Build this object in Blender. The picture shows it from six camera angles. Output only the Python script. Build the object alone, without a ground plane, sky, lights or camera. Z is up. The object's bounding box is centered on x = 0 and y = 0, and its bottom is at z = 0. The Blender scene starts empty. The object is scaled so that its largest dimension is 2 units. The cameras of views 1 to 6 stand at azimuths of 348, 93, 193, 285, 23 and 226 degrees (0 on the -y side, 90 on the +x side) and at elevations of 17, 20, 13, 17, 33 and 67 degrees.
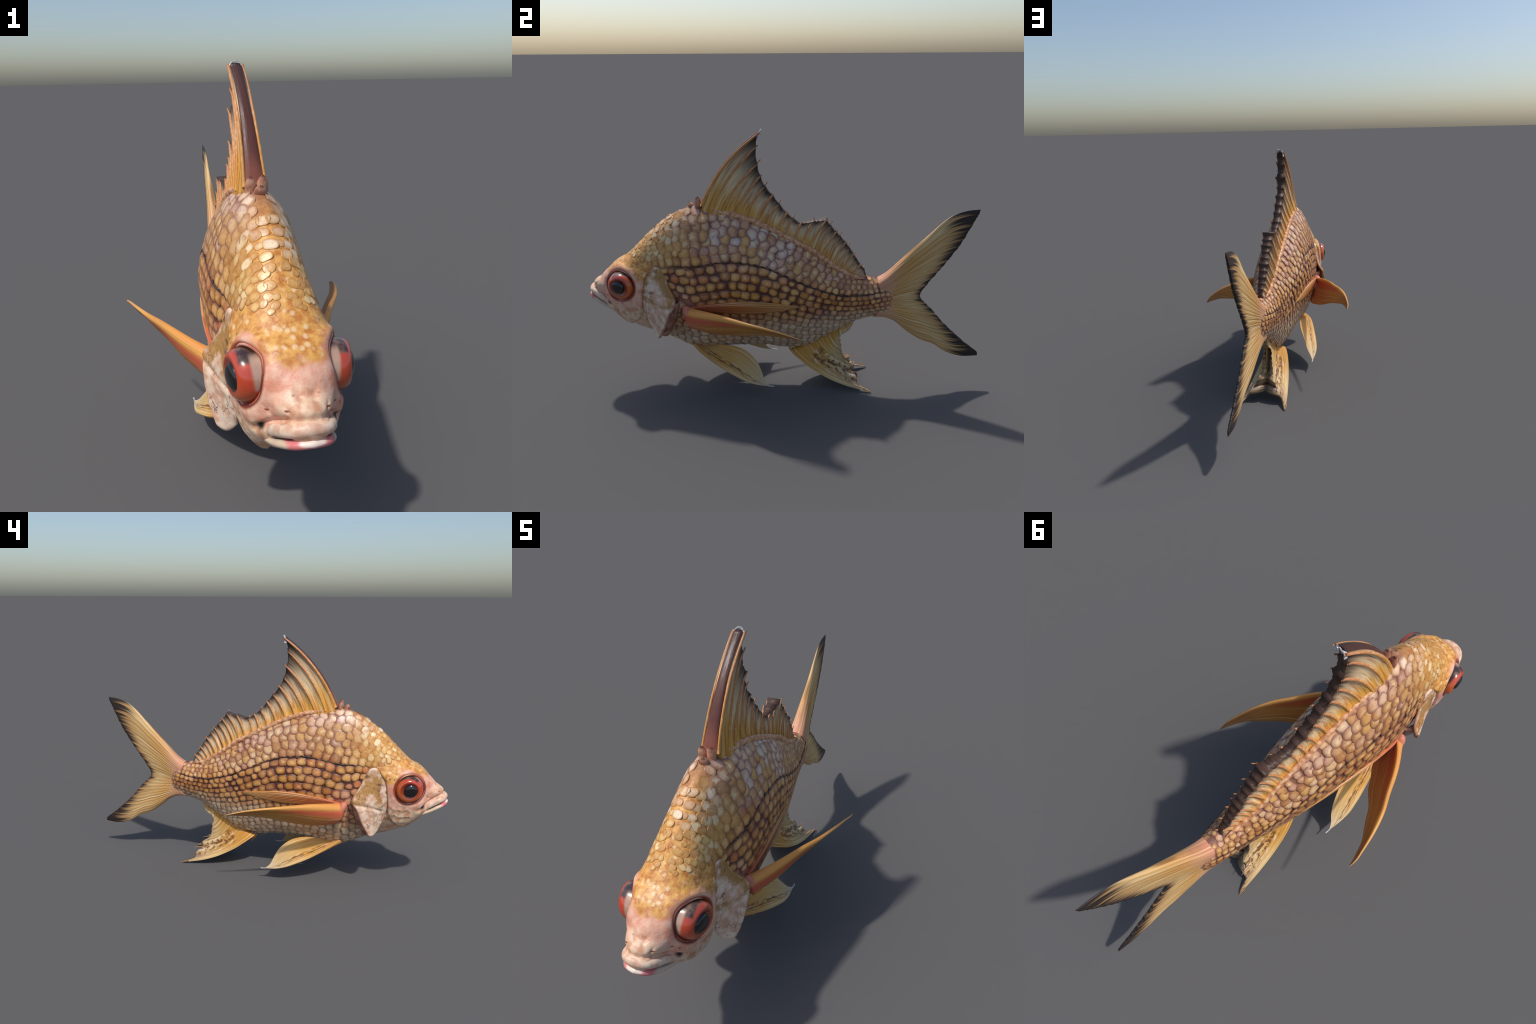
"""A sea bream like fish, head towards -y, symmetric about the plane x = 0."""
import math
import random
import bpy
import numpy as np

random.seed(7)
RNG = np.random.default_rng(11)
V = np.array


# ------------------------------------------------------------------ helpers
def spline(xs, ys):
    """Smooth (finite difference Hermite) interpolation through control points."""
    xs, ys = np.asarray(xs, float), np.asarray(ys, float)
    d = np.diff(ys) / np.diff(xs)
    m = np.concatenate([[d[0]], np.where(d[:-1] * d[1:] > 0, 2 * d[:-1] * d[1:] / (d[:-1] + d[1:] + 1e-12), 0), [d[-1]]])

    def f(x):
        x = np.clip(np.asarray(x, float), xs[0], xs[-1])
        i = np.clip(np.searchsorted(xs, x) - 1, 0, len(xs) - 2)
        h = xs[i + 1] - xs[i]
        t = (x - xs[i]) / h
        return ((2 * t**3 - 3 * t**2 + 1) * ys[i] + (t**3 - 2 * t**2 + t) * h * m[i]
                + (-2 * t**3 + 3 * t**2) * ys[i + 1] + (t**3 - t**2) * h * m[i + 1])
    return f


def curve(points, ts=None):
    """Catmull-Rom like curve through points, parameter 0..1 by arc length."""
    p = np.asarray(points, float)
    if ts is None:
        ts = np.concatenate([[0], np.cumsum(np.linalg.norm(np.diff(p, axis=0), axis=1))])
        ts = ts / ts[-1]
    ts = np.asarray(ts, float)
    g = np.gradient(p, ts, axis=0)

    def f(t):
        t = np.clip(np.asarray(t, float), 0, 1)
        i = np.clip(np.searchsorted(ts, t) - 1, 0, len(ts) - 2)
        h = (ts[i + 1] - ts[i])
        s = ((t - ts[i]) / h)[..., None]
        h = h[..., None]
        return ((2 * s**3 - 3 * s**2 + 1) * p[i] + (s**3 - 2 * s**2 + s) * h * g[i]
                + (-2 * s**3 + 3 * s**2) * p[i + 1] + (s**3 - s**2) * h * g[i + 1])
    return f


def polyline(points):
    p = np.asarray(points, float)
    ts = np.concatenate([[0], np.cumsum(np.linalg.norm(np.diff(p, axis=0), axis=1))])
    ts /= ts[-1]
    return lambda t: np.stack([np.interp(t, ts, p[:, k]) for k in range(p.shape[1])], -1)


def smooth(a, b, x):
    t = np.clip((np.asarray(x, float) - a) / (b - a), 0, 1)
    return t * t * (3 - 2 * t)


def wobble(x, seed, n=6, f0=1.0):
    """Cheap smooth 1D noise, about -1..1."""
    r = np.random.default_rng(seed)
    out = 0
    for k in range(n):
        out = out + np.sin(np.asarray(x) * f0 * (1 + k * 0.83) * 2 * math.pi + r.uniform(0, 6.28)) / (1 + 0.5 * k)
    return out / 2.2


ROOT = bpy.data.objects.new("fish", None)
bpy.context.collection.objects.link(ROOT)
ROOT.empty_display_size = 0.2
ROOT["label"] = "golden brown spiny-finned fish with red eyes and a forked tail"
ROOT["category"] = "fish"


def add(name, mesh, mat=None, parent=None):
    ob = bpy.data.objects.new(name, mesh)
    bpy.context.collection.objects.link(ob)
    ob.parent = parent or ROOT
    if mat and not mesh.materials:
        mesh.materials.append(mat)
    return ob


def make_mesh(name, verts, faces, attrs=None, flat=False):
    me = bpy.data.meshes.new(name)
    me.from_pydata(np.asarray(verts, float).tolist(), [], [tuple(int(i) for i in f) for f in faces])
    for k, a in (attrs or {}).items():
        at = me.attributes.new(k, "FLOAT", "POINT")
        at.data.foreach_set("value", np.asarray(a, np.float32).ravel())
    if not flat:
        me.polygons.foreach_set("use_smooth", [True] * len(me.polygons))
    me.update()
    return me


def grid_faces(nu, nv, base=0, flip=False, wrap=False):
    u, v = np.meshgrid(np.arange(nu - 1), np.arange(nv if wrap else nv - 1), indexing="ij")
    u, v = u.ravel(), v.ravel()
    w = (v + 1) % nv
    f = np.stack([u * nv + v, (u + 1) * nv + v, (u + 1) * nv + w, u * nv + w], -1) + base
    return f[:, ::-1] if flip else f


def closed_sheet(top, bottom, sag=None, rim_rows=1):
    """Closes two grids (nu, nv, 3) into one solid with a rim; returns verts, faces, index of grid parameters."""
    nu, nv = top.shape[:2]
    n = nu * nv
    verts = np.concatenate([top.reshape(-1, 3), bottom.reshape(-1, 3)])
    faces = [*grid_faces(nu, nv), *grid_faces(nu, nv, n, True)]
    ring = ([(0, j) for j in range(nv)] + [(i, nv - 1) for i in range(1, nu)]
            + [(nu - 1, j) for j in range(nv - 2, -1, -1)] + [(i, 0) for i in range(nu - 2, 0, -1)])
    idx = [i * nv + j for i, j in ring]
    for a, b in zip(idx, idx[1:] + idx[:1]):
        faces.append((a, b, b + n, a + n))
    return verts, faces


def grid_normals(P):
    du = np.gradient(P, axis=0)
    dv = np.gradient(P, axis=1)
    n = np.cross(du, dv)
    return n / (np.linalg.norm(n, axis=-1, keepdims=True) + 1e-12)


def tube(path, ra, rb, side, n=10, cap=True):
    """Tube along path (m,3); radii ra along `side` direction and rb along the other one."""
    path = np.asarray(path, float)
    m = len(path)
    t = np.gradient(path, axis=0)
    t /= np.linalg.norm(t, axis=1, keepdims=True) + 1e-12
    side = np.broadcast_to(np.asarray(side, float), path.shape)
    s = side - (side * t).sum(1, keepdims=True) * t
    s /= np.linalg.norm(s, axis=1, keepdims=True) + 1e-12
    w = np.cross(t, s)
    a = np.linspace(0, 2 * math.pi, n, endpoint=False)
    ra, rb = np.broadcast_to(ra, (m,)), np.broadcast_to(rb, (m,))
    P = (path[:, None] + s[:, None] * (np.cos(a)[None, :, None] * ra[:, None, None])
         + w[:, None] * (np.sin(a)[None, :, None] * rb[:, None, None]))
    faces = list(grid_faces(m, n, wrap=True, flip=True))
    verts = P.reshape(-1, 3)
    if cap:
        faces.append(tuple(range(n)))
        faces.append(tuple(range((m - 1) * n, m * n))[::-1])
    along = np.repeat(np.linspace(0, 1, m), n)
    around = np.tile(a / (2 * math.pi), m)
    return verts, faces, along, around


def mirror(verts, faces, s):
    """s = +1 keeps x, -1 mirrors to the other side."""
    verts = np.array(verts, float)
    if s < 0:
        verts[:, 0] *= -1
        faces = [tuple(f)[::-1] for f in faces]
    return verts, faces


# ---------------------------------------------------------------- materials
def lin(c):
    c = np.asarray(c, float) / 255
    return tuple(np.where(c <= 0.04045, c / 12.92, ((c + 0.055) / 1.055) ** 2.4)) + (1.0,)


class Mat:
    def __init__(self, name, rough=0.45, spec=0.4, coat=0.0):
        self.m = bpy.data.materials.new(name)
        self.m.use_nodes = True
        self.t = self.m.node_tree
        self.b = next(n for n in self.t.nodes if n.type == "BSDF_PRINCIPLED")
        self.b.inputs["Roughness"].default_value = rough
        self.b.inputs["Specular IOR Level"].default_value = spec
        self.b.inputs["Coat Weight"].default_value = coat
        self.b.inputs["Coat Roughness"].default_value = 0.15
        self._pos = None

    def node(self, kind, **kw):
        n = self.t.nodes.new(kind)
        for k, v in kw.items():
            setattr(n, k, v)
        return n

    def put(self, socket, val):
        if hasattr(val, "is_linked") or isinstance(val, bpy.types.NodeSocket):
            self.t.links.new(val, socket)
        elif isinstance(val, (tuple, list)) and len(val) == 3 and socket.type == "RGBA":
            socket.default_value = (*val, 1)
        else:
            socket.default_value = val

    def math(self, op, a, b=0.0, c=None, clamp=False):
        n = self.node("ShaderNodeMath", operation=op, use_clamp=clamp)
        self.put(n.inputs[0], a)
        self.put(n.inputs[1], b)
        if c is not None:
            self.put(n.inputs[2], c)
        return n.outputs[0]

    def vmath(self, op, a, b=(0, 0, 0)):
        n = self.node("ShaderNodeVectorMath", operation=op)
        self.put(n.inputs[0], a)
        self.put(n.inputs[1], b)
        return n.outputs["Value"] if op in ("DISTANCE", "DOT_PRODUCT", "LENGTH") else n.outputs[0]

    def attr(self, name):
        return self.node("ShaderNodeAttribute", attribute_name=name).outputs["Fac"]

    def pos(self):
        if self._pos is None:
            self._pos = self.node("ShaderNodeNewGeometry").outputs["Position"]
        return self._pos

    def xyz(self, v=None):
        n = self.node("ShaderNodeSeparateXYZ")
        self.put(n.inputs[0], v or self.pos())
        return n.outputs[0], n.outputs[1], n.outputs[2]

    def comb(self, x, y, z):
        n = self.node("ShaderNodeCombineXYZ")
        for s, v in zip(n.inputs, (x, y, z)):
            self.put(s, v)
        return n.outputs[0]

    def scale(self, v, s):
        n = self.node("ShaderNodeMapping")
        self.put(n.inputs["Vector"], v)
        n.inputs["Scale"].default_value = s
        return n.outputs[0]

    def noise(self, v=None, scale=10.0, detail=3.0, rough=0.55, distort=0.0):
        n = self.node("ShaderNodeTexNoise")
        self.put(n.inputs["Vector"], v or self.pos())
        n.inputs["Scale"].default_value = scale
        n.inputs["Detail"].default_value = detail
        n.inputs["Roughness"].default_value = rough
        n.inputs["Distortion"].default_value = distort
        return n.outputs["Fac"]

    def voronoi(self, v=None, scale=30.0, feature="F1", out="Distance", rand=1.0):
        n = self.node("ShaderNodeTexVoronoi", feature=feature)
        self.put(n.inputs["Vector"], v or self.pos())
        n.inputs["Scale"].default_value = scale
        n.inputs["Randomness"].default_value = rand
        return n.outputs[out]

    def step(self, x, a, b, lo=0.0, hi=1.0):
        n = self.node("ShaderNodeMapRange", interpolation_type="SMOOTHSTEP")
        self.put(n.inputs["Value"], x)
        n.inputs["From Min"].default_value = a
        n.inputs["From Max"].default_value = b
        n.inputs["To Min"].default_value = lo
        n.inputs["To Max"].default_value = hi
        return n.outputs["Result"]

    def mix(self, f, a, b, blend="MIX"):
        n = self.node("ShaderNodeMix", data_type="RGBA", blend_type=blend)
        self.put(n.inputs[0], f)
        self.put(n.inputs[6], a)
        self.put(n.inputs[7], b)
        return n.outputs[2]

    def ramp(self, f, stops):
        n = self.node("ShaderNodeValToRGB")
        self.put(n.inputs[0], f)
        e = n.color_ramp.elements
        while len(e) < len(stops):
            e.new(0.5)
        for el, (p, c) in zip(e, stops):
            el.position = p
            el.color = c
        return n.outputs[0]

    def near(self, P, c, r0, r1):
        """1 inside radius r0 of point c, 0 outside r1."""
        return self.step(self.vmath("DISTANCE", P, c), r0, r1, 1.0, 0.0)

    def bump(self, h, strength=0.3, dist=0.004):
        n = self.node("ShaderNodeBump")
        n.inputs["Strength"].default_value = strength
        n.inputs["Distance"].default_value = dist
        self.put(n.inputs["Height"], h)
        self.put(self.b.inputs["Normal"], n.outputs[0])

    def color(self, c):
        self.put(self.b.inputs["Base Color"], c)
        return self.m

    def folded(self, wob=0.0, scale=14.0):
        """Position with |x|, optionally disturbed for organic mask edges."""
        x, y, z = self.xyz()
        p = self.comb(self.math("ABSOLUTE", x), y, z)
        if wob:
            n = self.node("ShaderNodeTexNoise")
            self.put(n.inputs["Vector"], self.pos())
            n.inputs["Scale"].default_value = scale
            n.inputs["Detail"].default_value = 3
            d = self.vmath("SUBTRACT", n.outputs["Color"], (0.5, 0.5, 0.5))
            d = self.vmath("MULTIPLY", d, (wob, wob, wob))
            p = self.vmath("ADD", p, d)
        return p


# --------------------------------------------------------------- body shape
YS = [-0.992, -0.985, -0.97, -0.945, -0.90, -0.85, -0.80, -0.75, -0.70, -0.65, -0.60, -0.55, -0.50, -0.45, -0.40, -0.30, -0.20, -0.10, 0.0, 0.1, 0.2, 0.3, 0.38, 0.45, 0.50, 0.56]
TOP = spline(YS, [.520, .538, .555, .574, .614, .653, .690, .733, .783, .830, .870, .904, .928, .944, .948, .937, .909, .869, .825, .766, .70, .632, .594, .584, .582, .575])
BOT = spline(YS, [.500, .486, .470, .454, .426, .388, .341, .309, .287, .27, .254, .232, .206, .190, .188, .200, .210, .210, .196, .202, .25, .313, .358, .377, .376, .385])
WID = spline(YS, [.018, .034, .046, .055, .076, .113, .128, .130, .128, .127, .129, .132, .141, .149, .154, .156, .153, .145, .134, .118, .100, .083, .072, .062, .050, .018])
MID = spline(YS, [.510, .512, .514, .516, .515, .512, .512, .52, .53, .54, .55, .56, .57, .58, .59, .60, .60, .59, .57, .55, .53, .515, .50, .49, .485, .48])
NUP = spline([-0.99, -0.93, -0.87, -0.80, -0.7, -0.6, -0.45, -0.2, 0.56], [2.4, 2.3, 2.9, 3.0, 2.2, 1.68, 1.42, 1.36, 1.5])
NLO = spline([-0.99, -0.9, -0.7, -0.5, -0.38, -0.2, 0.3, 0.56], [2.2, 2.1, 2.0, 1.95, 1.75, 1.64, 1.40, 1.9])
Y0, Y1 = YS[0], YS[-1]


def body(y, th):
    """Plain body surface on the +x side; th runs from 0 (back) to pi (belly)."""
    y, th = np.broadcast_arrays(np.asarray(y, float), np.asarray(th, float))
    c, s = np.cos(th), np.sin(np.clip(th, 0, math.pi))
    n = np.where(c > 0, NUP(y), NLO(y))
    h = np.where(c > 0, TOP(y) - MID(y), MID(y) - BOT(y))
    z = MID(y) + np.sign(c) * h * np.abs(c) ** (2 / n)
    return np.stack([WID(y) * s, y, z], -1)


def body_x(y, z):
    y, z = np.asarray(y, float), np.asarray(z, float)
    up = z > MID(y)
    n = np.where(up, NUP(y), NLO(y))
    h = np.where(up, TOP(y) - MID(y), MID(y) - BOT(y))
    r = np.clip(np.abs(z - MID(y)) / h, 0, 1)
    return WID(y) * np.sqrt(np.clip(1 - r**n, 0, 1))


LATERAL = spline([-0.60, -0.55, -0.46, -0.37, -0.27, -0.18, -0.083, 0.012, 0.115, 0.22, 0.32, 0.40, 0.46, 0.5],
                 [.668, .676, .680, .695, .707, .700, .674, .630, .580, .540, .518, .518, .524, .527])
EYE = V([0.096, -0.801, 0.570])
# rear edge of the cheek plate, back of the jaw, top to front
CHEEK = curve([(-.652, .640), (-.680, .604), (-.692, .553), (-.700, .50), (-.703, .459), (-.713, .412), (-.738, .380), (-.78, .352), (-.83, .385), (-.875, .43)])(np.linspace(0, 1, 80))


def relief(y, z):
    """Displacement along the normal that models head bones, eye sockets and nostrils."""
    d = np.zeros_like(y)
    r = np.hypot(y - EYE[1], (z - EYE[2]))
    d -= 0.006 * smooth(0.076, 0.066, r)
    up = np.clip(((z - EYE[2]) * 0.9 - (y - EYE[1]) * 0.25) / (r + 1e-6), 0, 1)
    d += (0.003 + 0.009 * up) * np.exp(-((r - 0.085) / 0.014) ** 2)
    # cheek plate: raised inside, sharp step at its edge
    P = np.stack([y, z], -1)
    flat = P.reshape(-1, 2)
    m = (flat[:, 0] < -0.6) & (flat[:, 0] > -0.93) & (flat[:, 1] < 0.7)
    out = np.zeros(len(flat))
    if m.any():
        q = flat[m]
        dist = np.linalg.norm(q[:, None] - CHEEK[None], axis=-1)
        k = dist.argmin(1)
        tng = np.gradient(CHEEK, axis=0)[k]
        rel = q - CHEEK[k]
        side = np.sign(tng[:, 0] * rel[:, 1] - tng[:, 1] * rel[:, 0])
        sd = dist[np.arange(len(q)), k] * -side
        out[m] = 0.013 * smooth(-0.006, 0.006, sd) * smooth(0.11, 0.02, sd) - 0.007 * np.exp(-((sd + 0.009) / 0.006) ** 2)
        out[m] *= smooth(-0.93, -0.88, q[:, 0]) * smooth(0.69, 0.62, q[:, 1])
    d += out.reshape(d.shape)
    # folds of skin below the eye, like three rows of half hidden scales
    rr = np.hypot(y + 0.775, z - 0.575)
    an = np.arctan2(z - 0.575, y + 0.775)
    for k, rad in enumerate((0.115, 0.150, 0.185)):
        edge = rad + 0.008 * np.abs(np.sin(an * (9 - k) + k))
        fold = 0.0030 * smooth(-0.022, 0.0, rr - edge) * smooth(0.003, -0.001, rr - edge)
        d += fold * smooth(-0.5, -0.8, an) * smooth(-1.95, -1.7, an) * smooth(-0.69, -0.705, y) * smooth(0.375, 0.40, z)
    # nostrils and pores
    for (py, pz, sy, sz, dep) in [(-.937, .578, .013, .0035, .008), (-.949, .549, .011, .0035, .005), (-.895, .525, .013, .003, .004)]:
        u, v = (y - py), (z - pz)
        u, v = u * .8 + v * .6, -u * .6 + v * .8
        d -= dep * np.exp(-(u / sy) ** 2 - (v / sz) ** 2)
    # groove between snout and the upper lip, running back to the mouth corner
    gz = np.interp(y, [-0.99, -0.96, -0.90, -0.855], [.545, .535, .497, .462])
    d -= 0.012 * np.exp(-((z - gz) / 0.010) ** 2) * smooth(-0.83, -0.87, y)
    d += 0.006 * np.exp(-((y + 0.925) / 0.03) ** 2 - ((z - 0.55) / 0.02) ** 2)
    return d


def build_body():
    ny, nt = 340, 110
    s = np.linspace(0, 1, ny)
    y = Y0 + (Y1 - Y0) * (0.85 * s + 0.15 * s**2)
    y = Y0 + (y - Y0) * (1 - 0.9 * np.exp(-s / 0.02))
    th = np.linspace(0, math.pi, nt)
    P = body(y[:, None], th[None])
    N = -grid_normals(P)
    N[..., 0] = np.abs(N[..., 0])
    N[:, [0, -1], 0] = 0
    d = relief(P[..., 1], P[..., 2])
    d += 0.0016 * wobble(P[..., 1] * 3 + P[..., 2] * 2, 3) * wobble(P[..., 2] * 5 - P[..., 1], 5)
    fade = 1 + 0 * th[None]
    P = P + N * (d * fade)[..., None]
    P[:, [0, -1], 0] = 0
    left = P[:, 1:-1][:, ::-1].copy()
    left[..., 0] *= -1
    ring = np.concatenate([P, left], 1)          # back, +x side, belly, -x side
    m = ring.shape[1]
    verts = ring.reshape(-1, 3)
    faces = list(grid_faces(ny, m, wrap=True))
    nose, butt = len(verts), len(verts) + 1
    verts = np.concatenate([verts, [[0, Y0 - 0.004, 0.51], [0, Y1 + 0.01, 0.48]]])
    for j in range(m):
        k = (j + 1) % m
        faces.append((nose, j, k))
        faces.append((butt, (ny - 1) * m + k, (ny - 1) * m + j))
    return verts, faces


def split_body(mat):
    verts, faces = build_body()
    whole = make_mesh("whole", verts, faces)
    normals = np.zeros(len(whole.vertices) * 3, np.float32)
    whole.vertex_normals.foreach_get("vector", normals)
    normals = normals.reshape(-1, 3)
    bpy.data.meshes.remove(whole)
    cy = V([np.mean(verts[list(f)], axis=0)[1] for f in faces])
    obs = []
    for name, lo, hi in (("head", -9, -0.57), ("torso", -0.57, 0.36), ("tail", 0.36, 9)):
        pick = [faces[i] for i in np.nonzero((cy >= lo) & (cy < hi))[0]]
        ids = np.unique(np.concatenate([np.asarray(f) for f in pick]))
        back = {int(v): i for i, v in enumerate(ids)}
        me = make_mesh(name, verts[ids], [[back[int(v)] for v in f] for f in pick])
        me.normals_split_custom_set_from_vertices([tuple(map(float, normals[i])) for i in ids])
        obs.append(add(name, me, mat))
    return obs


# ------------------------------------------------------------ skin material
def zone_masks(M):
    """Shared soft zones (from position) used by the skin and the scales."""
    p = M.folded(0.07, 9.0)
    x, y, z = M.xyz(p)
    # belly: below a line rising to the tail
    line = M.math("SUBTRACT", z, M.math("MULTIPLY_ADD", y, 0.08, 0.395))
    belly = M.step(line, -0.06, 0.05, 1.0, 0.0)
    nape = M.math("MULTIPLY", M.step(y, -0.40, -0.62, 0, 1), M.step(z, 0.62, 0.74, 0, 1))
    back = M.step(M.math("ABSOLUTE", M.xyz()[0]), 0.02, 0.11, 1.0, 0.0)
    return p, belly, nape, back


def skin_material():
    M = Mat("fish_skin", rough=0.42, spec=0.45)
    p, belly, nape, back = zone_masks(M)
    x, y, z = M.xyz(p)
    mottled = M.noise(scale=26, detail=5)
    up = M.step(M.math("SUBTRACT", z, M.math("MULTIPLY_ADD", y, -0.27, 0.62)), 0.0, 0.10)
    body_c = M.mix(up, M.mix(mottled, lin((66, 36, 32)), lin((120, 74, 60))), M.mix(mottled, lin((104, 66, 54)), lin((158, 110, 90))))
    body_c = M.mix(belly, body_c, M.mix(mottled, lin((150, 118, 98)), lin((196, 172, 148))))
    gold = M.mix(M.step(M.noise(scale=45, detail=4), 0.35, 0.65), lin((190, 120, 54)), lin((224, 168, 90)))
    c = M.mix(nape, body_c, gold)
    c = M.mix(M.near(p, (0.14, -0.52, 0.44), 0.06, 0.15), c, M.mix(mottled, lin((120, 70, 58)), lin((196, 132, 108))))
    c = M.mix(M.step(y, 0.46, 0.505), c, M.mix(mottled, lin((196, 128, 96)), lin((222, 168, 140))))
    # head: pink and cream
    face = M.mix(M.step(M.noise(scale=24, detail=5), 0.35, 0.65), lin((220, 148, 122)), lin((234, 188, 162)))
    cream = M.mix(M.step(M.noise(scale=30, detail=5), 0.36, 0.64), lin((200, 146, 112)), lin((236, 208, 176)))
    headm = M.step(y, -0.60, -0.69, 0, 1)
    nose = M.math("MULTIPLY", headm, M.step(M.math("MULTIPLY_ADD", y, -0.9, z), 1.36, 1.30, 0.0, 1.0))
    hc = M.mix(M.step(z, 0.50, 0.44, 0, 1), face, cream)
    hc = M.mix(M.step(y, -0.90, -0.96, 0, 0.85), hc, cream)
    # golden cap of the forehead, ending in a reddish margin; scaly pale spots on it
    er = M.vmath("DISTANCE", p, (0.10, float(EYE[1]) - 0.004, float(EYE[2])))
    cap = M.math("MINIMUM", M.step(M.math("MULTIPLY_ADD", x, 1.0, y), -0.945, -0.825, 0, 1), M.step(er, 0.062, 0.120, 0, 1))
    low = M.step(M.math("MULTIPLY_ADD", y, 0.15, z), 0.468, 0.512, 0, 1)
    cap = M.math("MULTIPLY", cap, low)
    red = M.mix(M.noise(scale=20), lin((206, 116, 76)), lin((220, 150, 116)))
    spots = M.step(M.voronoi(M.scale(M.pos(), (1, 0.8, 1)), scale=44), 0.42, 0.16)
    spots = M.math("MULTIPLY", spots, M.step(M.noise(scale=30, detail=1), 0.36, 0.52))
    gold2 = M.mix(M.math("MULTIPLY", spots, 0.6), gold, lin((240, 214, 172)))
    cap = M.math("ADD", cap, M.math("MULTIPLY", M.math("SUBTRACT", M.noise(scale=32, detail=4), 0.5), M.math("MULTIPLY", M.step(cap, 0.0, 0.2), 0.9)))
    capc = M.mix(M.step(cap, 0.2, 0.8), red, gold2)
    hc = M.mix(M.step(M.noise(scale=30, detail=4), 0.5, 0.72, 0, 0.30), hc, lin((196, 122, 94)))
    hc = M.mix(M.step(cap, -0.05, 0.95), hc, capc)
    c = M.mix(headm, c, hc)
    # dark pores of the nape and cheek
    pores = M.step(M.voronoi(scale=34), 0.10, 0.2, 1.0, 0.0)
    pm = M.math("MULTIPLY", pores, M.step(M.noise(scale=9, detail=1), 0.52, 0.62))
    pm = M.math("MULTIPLY", pm, M.step(y, -0.95, -0.85, 0, 0.75))
    pm = M.math("MULTIPLY", pm, M.step(y, -0.5, -0.62, 0, 1))
    c = M.mix(pm, c, lin((92, 60, 44)))
    # eye socket ring, dark red, stronger before the eye
    q = M.folded()
    qx, qy, qz = M.xyz(q)
    r = M.vmath("LENGTH", M.comb(0.0, M.math("SUBTRACT", qy, EYE[1]), M.math("SUBTRACT", qz, EYE[2])))
    sock = M.math("MULTIPLY", M.step(r, 0.086, 0.076, 0, 1), M.step(qx, 0.05, 0.07, 0, 1))
    c = M.mix(sock, c, M.mix(M.step(qy, -0.80, -0.87), lin((150, 70, 48)), lin((112, 34, 24))))
    # inside of the mouth corner
    c = M.mix(M.near(q, (0.086, -0.868, 0.472), 0.008, 0.022), c, lin((40, 24, 20)))
    for (pt, rad) in (((0.028, -.937, .578), 0.009), ((0.05, -.949, .549), 0.007), ((0.085, -.895, .525), 0.007)):
        c = M.mix(M.near(M.vmath("MULTIPLY", q, (0.6, 0.8, 2.0)), (pt[0] * .6, pt[1] * .8, pt[2] * 2.0), rad * .5, rad), c, lin((126, 62, 44)))
    M.bump(M.noise(scale=70, detail=5), 0.35, 0.006)
    return M.color(c)


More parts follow.
